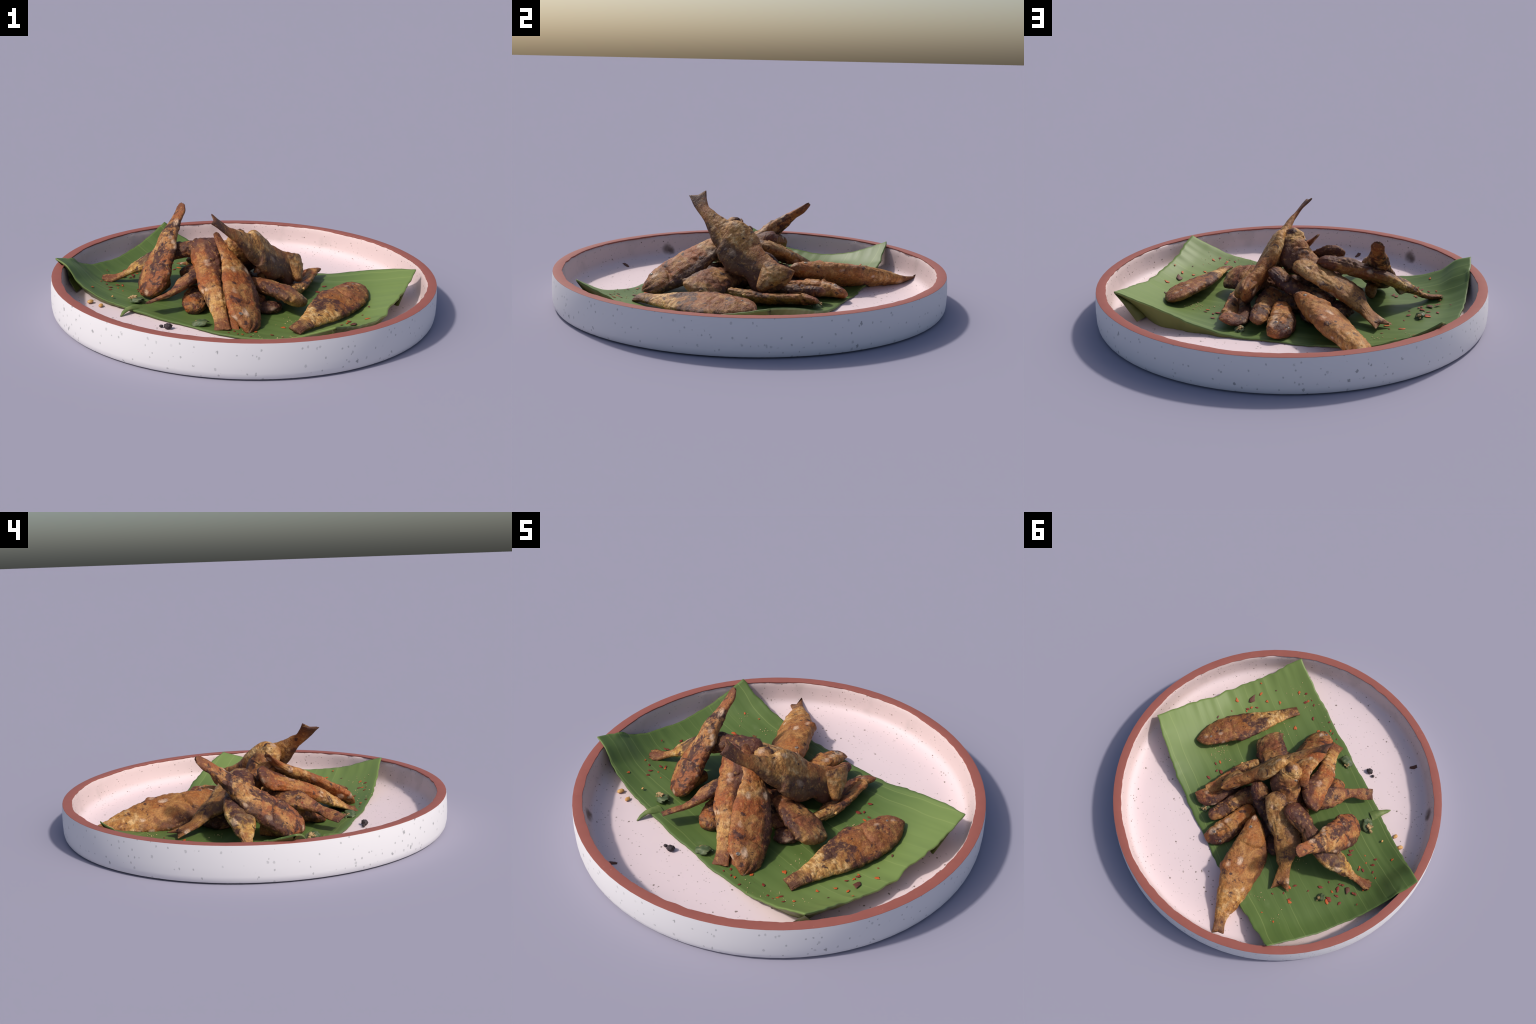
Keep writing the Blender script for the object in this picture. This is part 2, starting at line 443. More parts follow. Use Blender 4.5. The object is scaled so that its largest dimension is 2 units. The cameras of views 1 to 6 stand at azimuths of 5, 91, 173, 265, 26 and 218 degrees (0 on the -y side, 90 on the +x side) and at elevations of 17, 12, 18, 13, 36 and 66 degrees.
def build_leaf():
    NU, NV = 150, 90
    yaw = math.atan2(-0.68, 1.468)
    root = new_obj("banana_leaf_piece", None, None, "rectangular green banana leaf piece with curled torn corners", "leaf")
    root.rotation_euler = (0, 0, yaw)
    inv = Matrix.Rotation(-yaw, 3, "Z")

    def point(i, j):
        u, v = i / NU, j / NV
        p = leaf_xy(u, v)
        # ragged torn outline
        edge = Vector((0.0, 0.0))
        du = (LEAF_D - LEAF_A).normalized()
        dv = (LEAF_B - LEAF_A).normalized()
        if u > 0.9:
            k = (u - 0.9) / 0.1
            n = noise.noise(Vector((v * 9, 3.1, 0))) * 0.022 + noise.noise(Vector((v * 28, 7.7, 0))) * 0.009
            c = min(v, 1 - v)
            n *= min(1, c * 9)
            edge += du * n * k
        if u < 0.1:
            k = (0.1 - u) / 0.1
            n = noise.noise(Vector((v * 7, 9.1, 2))) * 0.010 + noise.noise(Vector((v * 30, 1.7, 0))) * 0.004
            edge += du * n * k * min(1, min(v, 1 - v) * 9)
        if v < 0.08:
            n = noise.noise(Vector((u * 12, 5.1, 4))) * 0.010 + noise.noise(Vector((u * 45, 2.7, 0))) * 0.005
            edge += dv * n * (0.08 - v) / 0.08
        if v > 0.92:
            n = noise.noise(Vector((u * 14, 8.1, 6))) * 0.012 + noise.noise(Vector((u * 50, 4.7, 0))) * 0.006
            edge += dv * n * (v - 0.92) / 0.08
        z = leaf_z(u, v)
        ridges = 0.006 * noise.noise(Vector((u * 9, v * 2, 8))) * smooth(0.2, 0.0, min(v, 1 - v)) + 0.0006 * math.sin(v * 95 + 2 * noise.noise(Vector((u * 3, v * 3, 0))))
        fold = -0.008 * math.exp(-((v - 0.33 - u * 0.3) / 0.06) ** 2) * smooth(0.22, 0.02, u)
        z += ridges + 0.003 * noise.noise(Vector((p.x * 6, p.y * 6, 1))) + fold
        q = p + edge
        r = q.length
        z = max(z, plate_z(min(r, 0.93)) + 0.004)
        z += smooth(0.922, 0.944, r) * max(0.0, 0.181 - z)   # the corners ride over the rim
        return Vector((q.x, q.y, z))

    top = [[point(i, j) for j in range(NV + 1)] for i in range(NU + 1)]
    verts, faces = [], []
    for row in top:
        verts += row
    idx = lambda i, j: i * (NV + 1) + j
    for i in range(NU):
        for j in range(NV):
            faces.append((idx(i, j), idx(i + 1, j), idx(i + 1, j + 1), idx(i, j + 1)))
    # smooth drop of the edge: first a rolled lip, then the underside falling to the plate
    loop = [(i, 0) for i in range(NU)] + [(NU, j) for j in range(NV)] + [(i, NV) for i in range(NU, 0, -1)] + [(0, j) for j in range(NV, 0, -1)]
    centre = Vector((0.0, 0.0))
    rings = [[idx(i, j) for i, j in loop]]
    def inward(i, j):
        d = Vector((0.0, 0.0))
        du = (LEAF_D - LEAF_A).normalized(); dv = (LEAF_B - LEAF_A).normalized()
        if i == 0: d += du
        if i == NU: d -= du
        if j == 0: d += dv
        if j == NV: d -= dv
        return d.normalized()
    n_top = len(verts)
    for step in range(1, 6):
        ring = []
        for i, j in loop:
            p = top[i][j]
            d = inward(i, j)
            steep = 0.75
            if j == NV and i > NU * 0.62:
                steep = 0.30 + 0.9 * smooth(0.84, 1.0, i / NU)
            floor_r = min(0.925, p.xy.length)
            z_end = plate_z(floor_r * 0.97) + 0.001
            h = max(0.004, p.z - z_end)
            if step == 1:
                q = p.xy - d * 0.0015; z = p.z - 0.003
            elif step == 2:
                q = p.xy - d * 0.0005; z = p.z - min(0.009, h * 0.6)
            else:
                t = (step - 2) / 3
                q = p.xy + d * (h * steep * t + 0.01 * noise.noise(Vector((p.x * 9, p.y * 9, step))) * t)
                z = p.z - min(0.009, h * 0.6) + (z_end - p.z + min(0.009, h * 0.6)) * t
                r = q.length
                if z < Z_RIM and r > 0.928:
                    q *= 0.928 / r
                if z < Z_RIM:
                    z = max(z, plate_z(q.length) - 0.004)
            ring.append(len(verts))
            verts.append(Vector((q.x, q.y, z)))
        rings.append(ring)
    n_lip = len(faces)
    L = len(loop)
    under_faces = []
    for s in range(len(rings) - 1):
        for k in range(L):
            m = (k + 1) % L
            f = (rings[s][k], rings[s + 1][k], rings[s + 1][m], rings[s][m])
            (faces if s < 2 else under_faces).append(f)
    loc = [inv @ v for v in verts]
    me = mesh_from("leaf_blade", loc, faces, mat_leaf())
    o = new_obj("leaf_blade", me, root)
    used = sorted({i for f in under_faces for i in f})
    remap = {a: b for b, a in enumerate(used)}
    me2 = mesh_from("leaf_underside", [loc[i] for i in used], [tuple(remap[i] for i in f) for f in under_faces], mat_leaf(True))
    for m in (me, me2):
        bm = bmesh.new(); bm.from_mesh(m)
        if m is me:
            loose = [v for v in bm.verts if not v.link_faces]
            bmesh.ops.delete(bm, geom=loose, context="VERTS")
        bmesh.ops.recalc_face_normals(bm, faces=bm.faces)
        bm.to_mesh(m); bm.free()
    new_obj("leaf_underside", me2, root)
    # torn strip curling off the front-left edge
    sv, sf = [], []
    path = [(-0.505, -0.290, .056), (-0.525, -0.325, .064), (-0.545, -0.356, .064), (-0.560, -0.384, .052), (-0.570, -0.408, .035)]
    half = [0.044, 0.026, 0.016, 0.011, 0.003]
    for k, (p, w) in enumerate(zip(path, half)):
        P = Vector(p)
        T = (Vector(path[min(k + 1, 4)]) - Vector(path[max(k - 1, 0)])).normalized()
        S = T.cross(Vector((0, 0, 1))).normalized()
        for q in range(7):
            t = q / 3 - 1
            for th in (0.0, -0.0035):
                sv.append(inv @ (P + S * w * t + Vector((0, 0, th - 0.5 * w * t * t))))
    for k in range(4):
        for q in range(6):
            a = (k * 7 + q) * 2
            b = ((k + 1) * 7 + q) * 2
            sf += [(a, b, b + 2, a + 2), (a + 1, a + 3, b + 3, b + 1)]
        for q in (0, 6):
            a, b = (k * 7 + q) * 2, ((k + 1) * 7 + q) * 2
            sf.append((a, a + 1, b + 1, b))
    me3 = mesh_from("torn_strip", sv, sf, mat_plain("leaf_strip_green", (92, 112, 56), (120, 132, 76), 30))
    bm = bmesh.new(); bm.from_mesh(me3); bmesh.ops.recalc_face_normals(bm, faces=bm.faces); bm.to_mesh(me3); bm.free()
    new_obj("torn_strip", me3, root)


# ------------------------------------------------------------------ fish
VIEWS = {1: (0.446, -4.545, 1.675), 2: (4.593, 0.144, 1.208), 3: (0.585, 4.423, 1.737), 4: (-4.668, 0.370, 1.347),
         5: (1.502, -3.237, 2.856), 6: (-1.324, 1.661, 5.290)}
EYE_WHITE = EYE_PUPIL = None


def build_fish(name, label, stations, side, mat_args, seed, tail=True, head=True, fork=0.02, ragged=0.006, lump=1.0,
               bumps=(), eyes=(), hollow=None, gill=0.27, round_tail=0.0, power=0.9, flat=0.72):
    """stations: (x, y, z, half depth, half thickness) from snout to tail; side: a point the flat flank faces."""
    NS, NR = 130, 64
    side = Vector(side)
    P = [Vector(s[:3]) for s in stations]
    keys = [0.0]
    for a, b in zip(P[:-1], P[1:]):
        keys.append(keys[-1] + (b - a).length)
    total = keys[-1]
    keys = [k / total for k in keys]
    ev = lambda c, s: catmull(keys, c, s)
    cols = [[s[i] for s in stations] for i in range(5)]
    spine = lambda s: Vector((ev(cols[0], s), ev(cols[1], s), ev(cols[2], s)))
    # local frame: x runs snout -> tail, z out of the flank
    X = (P[-1] - P[0]).normalized()
    mid = spine(0.5)
    Z = (side - mid)
    Z = (Z - X * Z.dot(X)).normalized()
    Y = Z.cross(X)
    centre = (P[0] + P[-1]) / 2
    M = Matrix((X, Y, Z)).transposed().to_4x4()
    M.translation = centre
    Mi = M.inverted()
    mat = mat_fish(name=str(seed), seed=seed, length=(P[-1] - P[0]).length, depth=max(st[3] for st in stations), **mat_args)
    root = new_obj("grilled_fish", None, None, label, "grilled fish")
    root.matrix_world = M
    off = Vector((seed * 5.3, seed * 2.1, seed * 3.7))

    cache = {}

    def frame(s):
        if s not in cache:
            cache[s] = frame_at(s) + (ev(cols[3], s), ev(cols[4], s))
        return cache[s]

    def frame_at(s):
        e = 0.012
        T = (spine(min(1, s + e)) - spine(max(0, s - e))).normalized()
        p = spine(s)
        N = side - p
        N = (N - T * N.dot(T)).normalized()
        return p, T, N.cross(T), N

    def surf(s, phi):
        p, T, D, N, w, t = frame(s)
        w, t = max(0.002, w), max(0.003, t * flat)
        cap = 1.0
        ce = 0.055
        if s < ce:
            cap = math.sqrt(max(0.0, 1 - (1 - s / ce) ** 2)) * 0.75 + 0.25 * (s / ce) ** 0.5
        if not tail or round_tail:
            e = 0.07
            if s > 1 - e:
                cap = math.sqrt(max(0.0, 1 - ((s - (1 - e)) / e) ** 2))
        w *= cap
        t *= cap
        c, q = math.cos(phi), math.sin(phi)
        qq = math.copysign(abs(q) ** power, q) 
        for (bs, sign, hgt, wid) in bumps:
            if sign * c > 0:
                w += hgt * math.exp(-((s - bs) / wid) ** 2) * (sign * c) ** 5
        out = D * (w * c) + N * (t * qq)
        # gill cover step and mouth crease
        dent = 0.0
        if head:
            g = s - (gill - 0.05 * c * c)
            dent -= 0.009 * math.exp(-((g - 0.012) / 0.013) ** 2) * smooth(1.0, 0.55, abs(c))
            dent += 0.006 * smooth(-0.09, -0.005, g) * smooth(0.012, 0.0, g) * smooth(1, .5, abs(c))
            dent -= 0.005 * math.exp(-((c + 0.25) / 0.12) ** 2) * smooth(0.10, 0.03, s) * smooth(0, 0.02, s)
        if hollow and hollow[0] * q > 0:
            _, s0, s1, depth = hollow
            dent -= depth * smooth(s0 - 0.08, s0 + 0.06, s) * smooth(s1 + 0.08, s1 - 0.06, s) * smooth(0.75, 0.25, abs(c))
        along = 0.0
        if tail and s > 0.86:
            k = smooth(0.90, 1.0, s)
            along = k * (fork * (abs(c) ** 1.6 - 0.45) + ragged * noise.noise(Vector((c * 6, seed, 0))) + ragged * 0.5 * noise.noise(Vector((c * 17, seed, 3))))
            dent += 0.0016 * math.sin(c * 26 + seed) * k
        pos = p + out + T * along
        r = out.normalized() if out.length > 1e-6 else T
        body = smooth(1.0, 0.78, s) if tail else 1.0
        lp = pos + off
        thin = min(1.0, t / 0.03)
        crease = 1 - abs(noise.noise(lp * 13 + Vector((7, 1, 4))))
        wr = noise.noise(Vector((s * 5 + seed, c * 7, q * 3)))
        d = lump * thin * (0.0060 * noise.noise(lp * 8) + 0.0034 * noise.noise(lp * 21) + 0.0026 * noise.noise(lp * 45)
                           + 0.0022 * noise.noise(lp * 90) - 0.0030 * max(0.0, crease - 0.84) / 0.16 + 0.0030 * wr) * (0.35 + 0.65 * body)
        blis = noise.noise(lp * 30 + Vector((3, 3, 3)))
        d += 0.004 * smooth(0.25, 0.6, blis) * body * lump * thin
        return pos + r * (d + dent * min(1, t / 0.02))

    verts, faces = [], []
    for i in range(NS + 1):
        s = i / NS
        s = 0.5 - 0.5 * math.cos(math.pi * s) * (0.35) + (s - 0.5) * 0.65  # denser at both ends
        s = max(0.0015, min(1.0, s))
        if not tail or round_tail:
            s = min(s, 0.9985)
        for j in range(NR):
            verts.append(surf(s, 2 * math.pi * j / NR))
    for i in range(NS):
        for j in range(NR):
            k = (j + 1) % NR
            faces.append((i * NR + j, i * NR + k, (i + 1) * NR + k, (i + 1) * NR + j))
    for base, flip in ((0, True), (NS * NR, False)):
        c = len(verts)
        verts.append(sum((verts[base + j] for j in range(NR)), Vector()) / NR)
        for j in range(NR):
            k = (j + 1) % NR
            faces.append((base + j, base + k, c) if not flip else (base + k, base + j, c))
    # keep flesh above the leaf or the plate
    for v in verts:
        lo = leaf_surface(v.x, v.y) if v.z < 0.2 else 0.0
        if v.z < lo + 0.001:
            v.z = lo + 0.001 + 0.15 * min(0.0, v.z - lo)
    loc = [Mi @ v for v in verts]
    whole = mesh_from("grilled_fish_whole", loc, faces, mat)
    bm = bmesh.new(); bm.from_mesh(whole); bmesh.ops.recalc_face_normals(bm, faces=bm.faces); bm.to_mesh(whole); bm.free()
    whole.update()
    normals = [v.normal.copy() for v in whole.vertices]
    polys = [tuple(p.vertices) for p in whole.polygons]
    cut_h = int(NS * 0.27) if head else 0
    cut_t = int(NS * 0.87) if tail else NS + 5
    parts = {"head": [], "torso": [], "tail_fin": []}
    for f in polys:
        i = min(v // NR for v in f)
        if max(f) >= (NS + 1) * NR:
            i = 0 if max(f) == (NS + 1) * NR else NS
        parts["head" if i < cut_h else "tail_fin" if i >= cut_t else "torso"].append(f)
    for pn, fs in parts.items():
        if not fs:
            continue
        used = sorted({i for f in fs for i in f})
        mp = {a: b for b, a in enumerate(used)}
        me = mesh_from(pn, [loc[i] for i in used], [tuple(mp[i] for i in f) for f in fs], mat)
        me.normals_split_custom_set_from_vertices([normals[i] for i in used])
        new_obj(pn, me, root)
    bpy.data.meshes.remove(whole)
    for (s, phi, r) in eyes:
        p = surf(s, phi)
        p2, T, D, N = frame(s)[:4]
        n = (p - p2).normalized()
        n = (n * 0.4 + (N if math.sin(phi) > 0 else -N) * 0.6).normalized()
        bmE = bmesh.new()
        bmesh.ops.create_uvsphere(bmE, u_segments=20, v_segments=12, radius=r * 0.85)
        q = n.to_track_quat("Z", "Y").to_matrix().to_4x4()
        q.translation = p - n * r * 0.25
        bmesh.ops.transform(bmE, matrix=Mi @ q @ Matrix.Diagonal((1.15, 0.9, 0.6, 1)), verts=bmE.verts)
        me = bpy.data.meshes.new("eye")
        bmE.to_mesh(me); bmE.free()
        me.materials.append(EYE_WHITE); me.materials.append(EYE_PUPIL)
        me.polygons.foreach_set("use_smooth", [True] * len(me.polygons))
        qi = (Mi @ q).inverted()
        for pl in me.polygons:
            c = qi @ pl.center
            if math.hypot(c.x, c.y) < r * 0.55 and c.z > 0:
                pl.material_index = 1
        new_obj("eye", me, root)
    return root


def attach(piece, fish, name):
    """make a loose lofted piece a part of the fish it hangs from"""
    bpy.context.view_layer.update()
    for o in list(piece.children):
        w = o.matrix_world.copy()
        o.parent = fish
        o.matrix_world = w
        o.name = name
        o.data.name = name
    bpy.data.objects.remove(piece)


def build_all_fish():
    global EYE_WHITE, EYE_PUPIL
    EYE_WHITE = mat_plain("cooked_eye_white", (176, 160, 140), (150, 128, 112), 120, 0.35, 0.1)
    EYE_PUPIL = mat_plain("cooked_eye_pupil", (70, 62, 62), (104, 94, 92), 160, 0.35, 0.1)
    up = math.pi / 2
    # lone fish lying at the front right
    build_fish("lone", "brown grilled fish lying flat, golden scaly tail", [
        (.634, .048, .102, .020, .014), (.600, .002, .104, .058, .030), (.566, -.070, .102, .086, .040), (.527, -.149, .098, .099, .044),
        (.478, -.221, .092, .099, .044), (.429, -.305, .085, .083, .038), (.385, -.391, .078, .060, .029), (.345, -.462, .072, .042, .020),
        (.320, -.504, .072, .036, .022), (.296, -.541, .066, .034, .016)],
        (1.6, -0.9, 5.0), dict(gold_at=.74, gold_w=.24, gold_amt=.95, char=.5, pale=.35, tip_dark=.75, brown=(142, 92, 58)), 1, fork=.006,
        bumps=((.42, -1, .012, .03),), eyes=((.13, up * 1.25, .009),), gill=.33, flat=.76)
    # rounded one half under the pile
    build_fish("blunt", "short flat brown fish piece half buried in pile", [
        (.318, -.264, .096, .064, .028), (.285, -.240, .110, .088, .040), (.235, -.205, .124, .093, .048), (.170, -.160, .134, .088, .050),
        (.100, -.110, .133, .070, .048), (.040, -.070, .120, .050, .040)],
        (1.4, .75, 4.2), dict(gold_at=.05, gold_w=.14, gold_amt=.7, char=.5, pale=.5, tip_dark=0, brown=(138, 90, 60), orange=(138, 84, 54)), 2, tail=False,
        bumps=((.12, 1, .018, .04), (.34, -1, .012, .05)), gill=.40, lump=1.1, flat=.8)
    # tall fish, tail standing up
    tall = build_fish("tall", "olive golden fish standing tail up, forked tail", [
        (.264, .224, .208, .012, .012), (.252, .180, .190, .044, .030), (.238, .135, .176, .070, .040), (.212, .085, .176, .084, .046), (.175, .030, .200, .092, .050),
        (.138, -.022, .232, .106, .054), (.100, -.059, .279, .114, .056), (.066, -.096, .325, .102, .052), (.034, -.139, .347, .075, .042),
        (.002, -.182, .384, .051, .030), (-.030, -.219, .422, .036, .020), (-.058, -.246, .444, .031, .014), (-.092, -.269, .478, .038, .010),
        (-.130, -.284, .511, .047, .011)],
        VIEWS[2], dict(brown=(148, 98, 56), orange=(150, 92, 48), gold=(198, 154, 92), gold_at=.58, gold_w=.3, gold_amt=.9, char=.45, pale=.4, tip_dark=.9,
                       olive=.0), 3, flat=.82, head=False, fork=.028, lump=.5, eyes=((.13, up * .75, .009),), gill=.30, bumps=((.31, 1, -.022, .05), (.20, 1, .020, .05)))
    # its gill cover and jaw, hanging open
    jaw = build_fish("open_jaw", "angular drooping fish jaw flap", [
        (.218, .142, .226, .078, .026), (.226, .134, .212, .090, .032), (.246, .112, .182, .072, .034), (.266, .082, .148, .044, .028), (.286, .048, .112, .014, .014)],
        (3.7, -1.4, 3.4), dict(brown=(146, 98, 56), orange=(150, 94, 48), gold=(190, 148, 88), gold_at=.4, gold_w=.4, gold_amt=.6, char=.42, pale=.4, tip_dark=.3), 31,
        tail=False, head=False, lump=.8, flat=1.0)
    attach(jaw, tall, "jaw")
    # broad orange fish at the front
    broad = build_fish("front_broad", "broad orange brown fish leaning, head down", [
        (0.077, -0.552, 0.041, 0.020, 0.018), (0.072, -0.526, 0.055, 0.041, 0.030), (0.066, -0.484, 0.079, 0.074, 0.042), (0.044, -0.433, 0.108, 0.095, 0.050), (0.024, -0.355, 0.149, 0.104, 0.053),
        (-0.001, -0.284, 0.195, 0.097, 0.050), (-0.031, -0.212, 0.246, 0.076, 0.042), (-0.067, -0.155, 0.287, 0.045, 0.034), (-0.104, -0.113, 0.323, 0.031, 0.024),
        (-0.128, -0.082, 0.353, 0.027, 0.014), (-0.148, -0.058, 0.383, 0.020, 0.006)],
        (3.1, -2.8, 3.5), dict(gold_at=.70, gold_w=.16, gold_amt=.6, char=.48, pale=.95, tip_dark=.5, brown=(148, 94, 54), orange=(160, 88, 44), red=.6), 4, fork=-.012,
        eyes=((.14, up * .55, .013),), gill=.24, flat=.68)
    # its loose belly flap
    flap = build_fish("belly_flap", "thin orange strip of fish belly", [
        (0.016, -0.518, 0.025, 0.020, 0.010), (-0.004, -0.478, 0.042, 0.030, 0.014), (-0.026, -0.418, 0.075, 0.030, 0.016), (-0.034, -0.348, 0.115, 0.022, 0.014)],
        VIEWS[1], dict(brown=(146, 90, 50), orange=(158, 88, 44), gold_amt=.2, char=.4, pale=.3, tip_dark=0), 41, tail=False, head=False, lump=.5)
    attach(flap, broad, "belly_flap")
    # orange fish, head up, tail at the leaf
    build_fish("front_slim", "orange fish leaning head up, golden scaly tail", [
        (-.285, -.012, .300, .026, .020), (-.250, -.030, .290, .058, .034), (-.215, -.060, .272, .072, .042), (-.188, -.110, .247, .074, .044), (-.165, -.184, .215, .068, .044),
        (-.145, -.271, .180, .061, .042), (-.117, -.338, .144, .050, .038), (-.093, -.394, .109, .043, .032), (-.069, -.450, .079, .037, .022),
        (-.057, -.488, .058, .036, .014), (-.048, -.532, .042, .042, .009)],
        VIEWS[1], dict(gold_at=.72, gold_w=.22, gold_amt=.95, char=.4, pale=.55, tip_dark=.45, head_dark=.7, brown=(146, 94, 54), orange=(162, 92, 46)), 5, fork=.004,
        gill=.30, flat=.78)
    # standing fish at the left
    build_fish("left_standing", "spotted brown fish propped tail up", [
        (-0.464, -0.202, 0.070, 0.033, 0.024), (-0.461, -0.172, 0.086, 0.070, 0.040), (-0.462, -0.119, 0.116, 0.095, 0.052), (-0.461, -0.063, 0.152, 0.099, 0.056), (-0.452, 0.006, 0.200, 0.090, 0.052),
        (-0.440, 0.069, 0.245, 0.075, 0.044), (-0.432, 0.115, 0.286, 0.057, 0.046), (-0.420, 0.163, 0.326, 0.044, 0.036), (-0.404, 0.215, 0.369, 0.036, 0.024),
        (-0.392, 0.262, 0.401, 0.037, 0.018), (-0.392, 0.300, 0.434, 0.029, 0.006)],
        (-3.0, -2.3, 3.6), dict(gold_at=.6, gold_w=.28, gold_amt=.5, char=.80, pale=.65, tip_dark=.55, brown=(154, 96, 58), orange=(158, 92, 52)), 6, fork=-.02,
        bumps=((.46, 1, .016, .035),), gill=.30, flat=.86)
    # fish crossing beneath it, tail flat on the leaf at left
    build_fish("left_crossing", "golden fish crossing under, tail on leaf", [
        (-.122, .055, .264, .026, .040), (-.160, .064, .274, .036, .066), (-.232, .076, .264, .042, .070), (-.288, .088, .251, .042, .052), (-.354, .104, .233, .037, .062),
        (-.422, .116, .214, .034, .074), (-.492, .116, .186, .032, .078), (-.560, .104, .146, .030, .068), (-.623, .098, .110, .023, .046),
        (-.669, .092, .082, .017, .028), (-.715, .082, .064, .014, .030), (-.768, .070, .056, .010, .044)],
        VIEWS[3], dict(brown=(140, 84, 50), gold=(200, 164, 88), gold_at=.68, gold_w=.22, gold_amt=.95, char=.62, pale=.4, tip_dark=.4, head_dark=.8, orange=(146, 92, 48)), 7,
        fork=.03, ragged=.02, bumps=((.68, -1, .018, .02), (.70, 1, .006, .03)), lump=1.1, flat=.92)
    # centre-back fish with forked tail
    build_fish("back_centre", "tan golden fish sloping down, forked tail", [
        (-0.015, 0.045, 0.276, 0.050, 0.030), (-0.040, 0.067, 0.267, 0.062, 0.038), (-0.089, 0.109, 0.245, 0.069, 0.042), (-0.165, 0.151, 0.208, 0.077, 0.044), (-0.232, 0.188, 0.172, 0.078, 0.044),
        (-0.271, 0.238, 0.149, 0.074, 0.040), (-0.301, 0.284, 0.121, 0.051, 0.034), (-0.328, 0.317, 0.096, 0.037, 0.026), (-0.350, 0.359, 0.080, 0.042, 0.016),
        (-0.376, 0.408, 0.066, 0.054, 0.009)],
        VIEWS[6], dict(brown=(164, 118, 68), orange=(154, 102, 56), gold=(200, 160, 100), gold_at=.25, gold_w=.35, gold_amt=.7, char=.46, edge=.6, pale=.8, tip_dark=.25, olive=.3), 8,
        head=False, flat=.8, fork=.060, ragged=.022, bumps=((.62, 1, .012, .03),))
    # head-up fish at the top of the pile
    build_fish("top_head", "brown fish with head raised on pile", [
        (-.036, -.104, .416, .022, .020), (-.032, -.098, .398, .044, .040), (-.029, -.090, .365, .062, .054), (-.024, -.066, .326, .078, .070), (-.026, -.040, .288, .088, .072),
        (-.060, -.014, .258, .084, .056), (-.116, .027, .225, .062, .048), (-.16, .06, .19, .045, .04)],
        (-1.6, 3.2, 2.6), dict(brown=(140, 92, 56), orange=(148, 98, 54), gold_at=.14, gold_w=.14, gold_amt=.8, char=.55, pale=.3, tip_dark=0), 9, tail=False, head=False, flat=.95,
        eyes=((.20, up * .55, .011),), lump=1.2)
    # big fish overhanging the leaf at the back
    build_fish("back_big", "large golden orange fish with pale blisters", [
        (0.007, 0.198, 0.164, 0.012, 0.012), (-0.017, 0.237, 0.152, 0.042, 0.030), (-0.051, 0.287, 0.136, 0.073, 0.042), (-0.088, 0.350, 0.119, 0.104, 0.048), (-0.120, 0.418, 0.105, 0.122, 0.050),
        (-0.144, 0.512, 0.093, 0.117, 0.048), (-0.180, 0.604, 0.083, 0.098, 0.042), (-0.208, 0.689, 0.073, 0.071, 0.036), (-0.229, 0.763, 0.064, 0.045, 0.026),
        (-0.256, 0.816, 0.056, 0.034, 0.016), (-0.282, 0.856, 0.054, 0.040, 0.008)],
        (-3.0, 1.0, 4.5), dict(brown=(160, 110, 60), orange=(164, 102, 50), gold=(204, 154, 82), gold_at=.78, gold_w=.24, gold_amt=.85, char=.46, edge=.6, pale=1.2, tip_dark=.7), 10,
        fork=.026, ragged=.012, bumps=((.50, -1, .016, .02), (.30, 1, .006, .05)), eyes=((.115, up * 1.35, .013),), gill=.27, lump=1.15, flat=1.15)
    # split curled piece on the right
    build_fish("split_right", "curled split fish piece with charred edge", [
        (.395, .318, .100, .016, .016), (.334, .288, .086, .060, .030), (.301, .209, .078, .073, .036), (.285, .130, .075, .072, .038), (.278, .036, .079, .057, .038),
        (.259, -.038, .083, .042, .036), (.22, -.11, .088, .030, .03)],
        VIEWS[6], dict(gold_at=.85, gold_w=.25, gold_amt=.7, char=.72, pale=.3, tip_dark=0, head_dark=.5, brown=(150, 92, 56)), 11, tail=False,
        hollow=(1, .28, .66, .034), gill=.2)
    build_fish("under_right", "brown fish with charred head in pile", [
        (.226, .378, .100, .030, .024), (.205, .320, .092, .041, .038), (.183, .236, .088, .044, .042), (.160, .160, .090, .050, .046), (.123, .099, .103, .058, .048),
        (.075, .050, .125, .055, .045)],
        VIEWS[6], dict(gold_at=.45, gold_w=.2, gold_amt=.6, char=.68, pale=.3, tip_dark=0, head_dark=.6, brown=(146, 92, 54)), 12, tail=False, gill=.35)
    build_fish("back_small", "amber fish head peering from pile", [
        (.178, .478, .066, .014, .012), (.145, .456, .072, .048, .036), (.110, .412, .078, .068, .048), (.088, .330, .086, .066, .052), (.080, .240, .084, .054, .048),
        (.062, .150, .085, .040, .040)],
        VIEWS[6], dict(brown=(160, 100, 48), orange=(170, 100, 42), gold_at=.4, gold_w=.3, gold_amt=.4, char=.35, pale=.7, tip_dark=0), 13, tail=False,
        eyes=((.20, up * .80, .013), (.24, up * 1.5, .010)), gill=.42)
    # dark one with tail sticking out left-front
    build_fish("dark_tail", "dark charred fish with tail sticking out", [
        (-.150, -.060, .165, .050, .040), (-.203, -.113, .176, .068, .046), (-.245, -.159, .172, .070, .046), (-.283, -.211, .162, .056, .042), (-.308, -.263, .144, .036, .030),
        (-.345, -.310, .126, .028, .022), (-.388, -.345, .116, .036, .015), (-.432, -.388, .106, .033, .009)],
        VIEWS[6], dict(brown=(122, 74, 54), orange=(136, 82, 56), gold_at=.3, gold_w=.2, gold_amt=.15, char=.78, pale=.5, tip_dark=.6, red=.9), 14, head=False, fork=.004)
    build_fish("small_head", "small charred fish head under pile", [
        (-.214, -.345, .056, .034, .030), (-.220, -.300, .068, .056, .042), (-.228, -.240, .082, .062, .046), (-.235, -.19, .098, .05, .042), (-.24, -.14, .11, .03, .03)],
        VIEWS[1], dict(brown=(140, 82, 54), orange=(172, 104, 46), gold_amt=.3, char=.65, pale=.4, tip_dark=0), 15, tail=False, gill=.5)
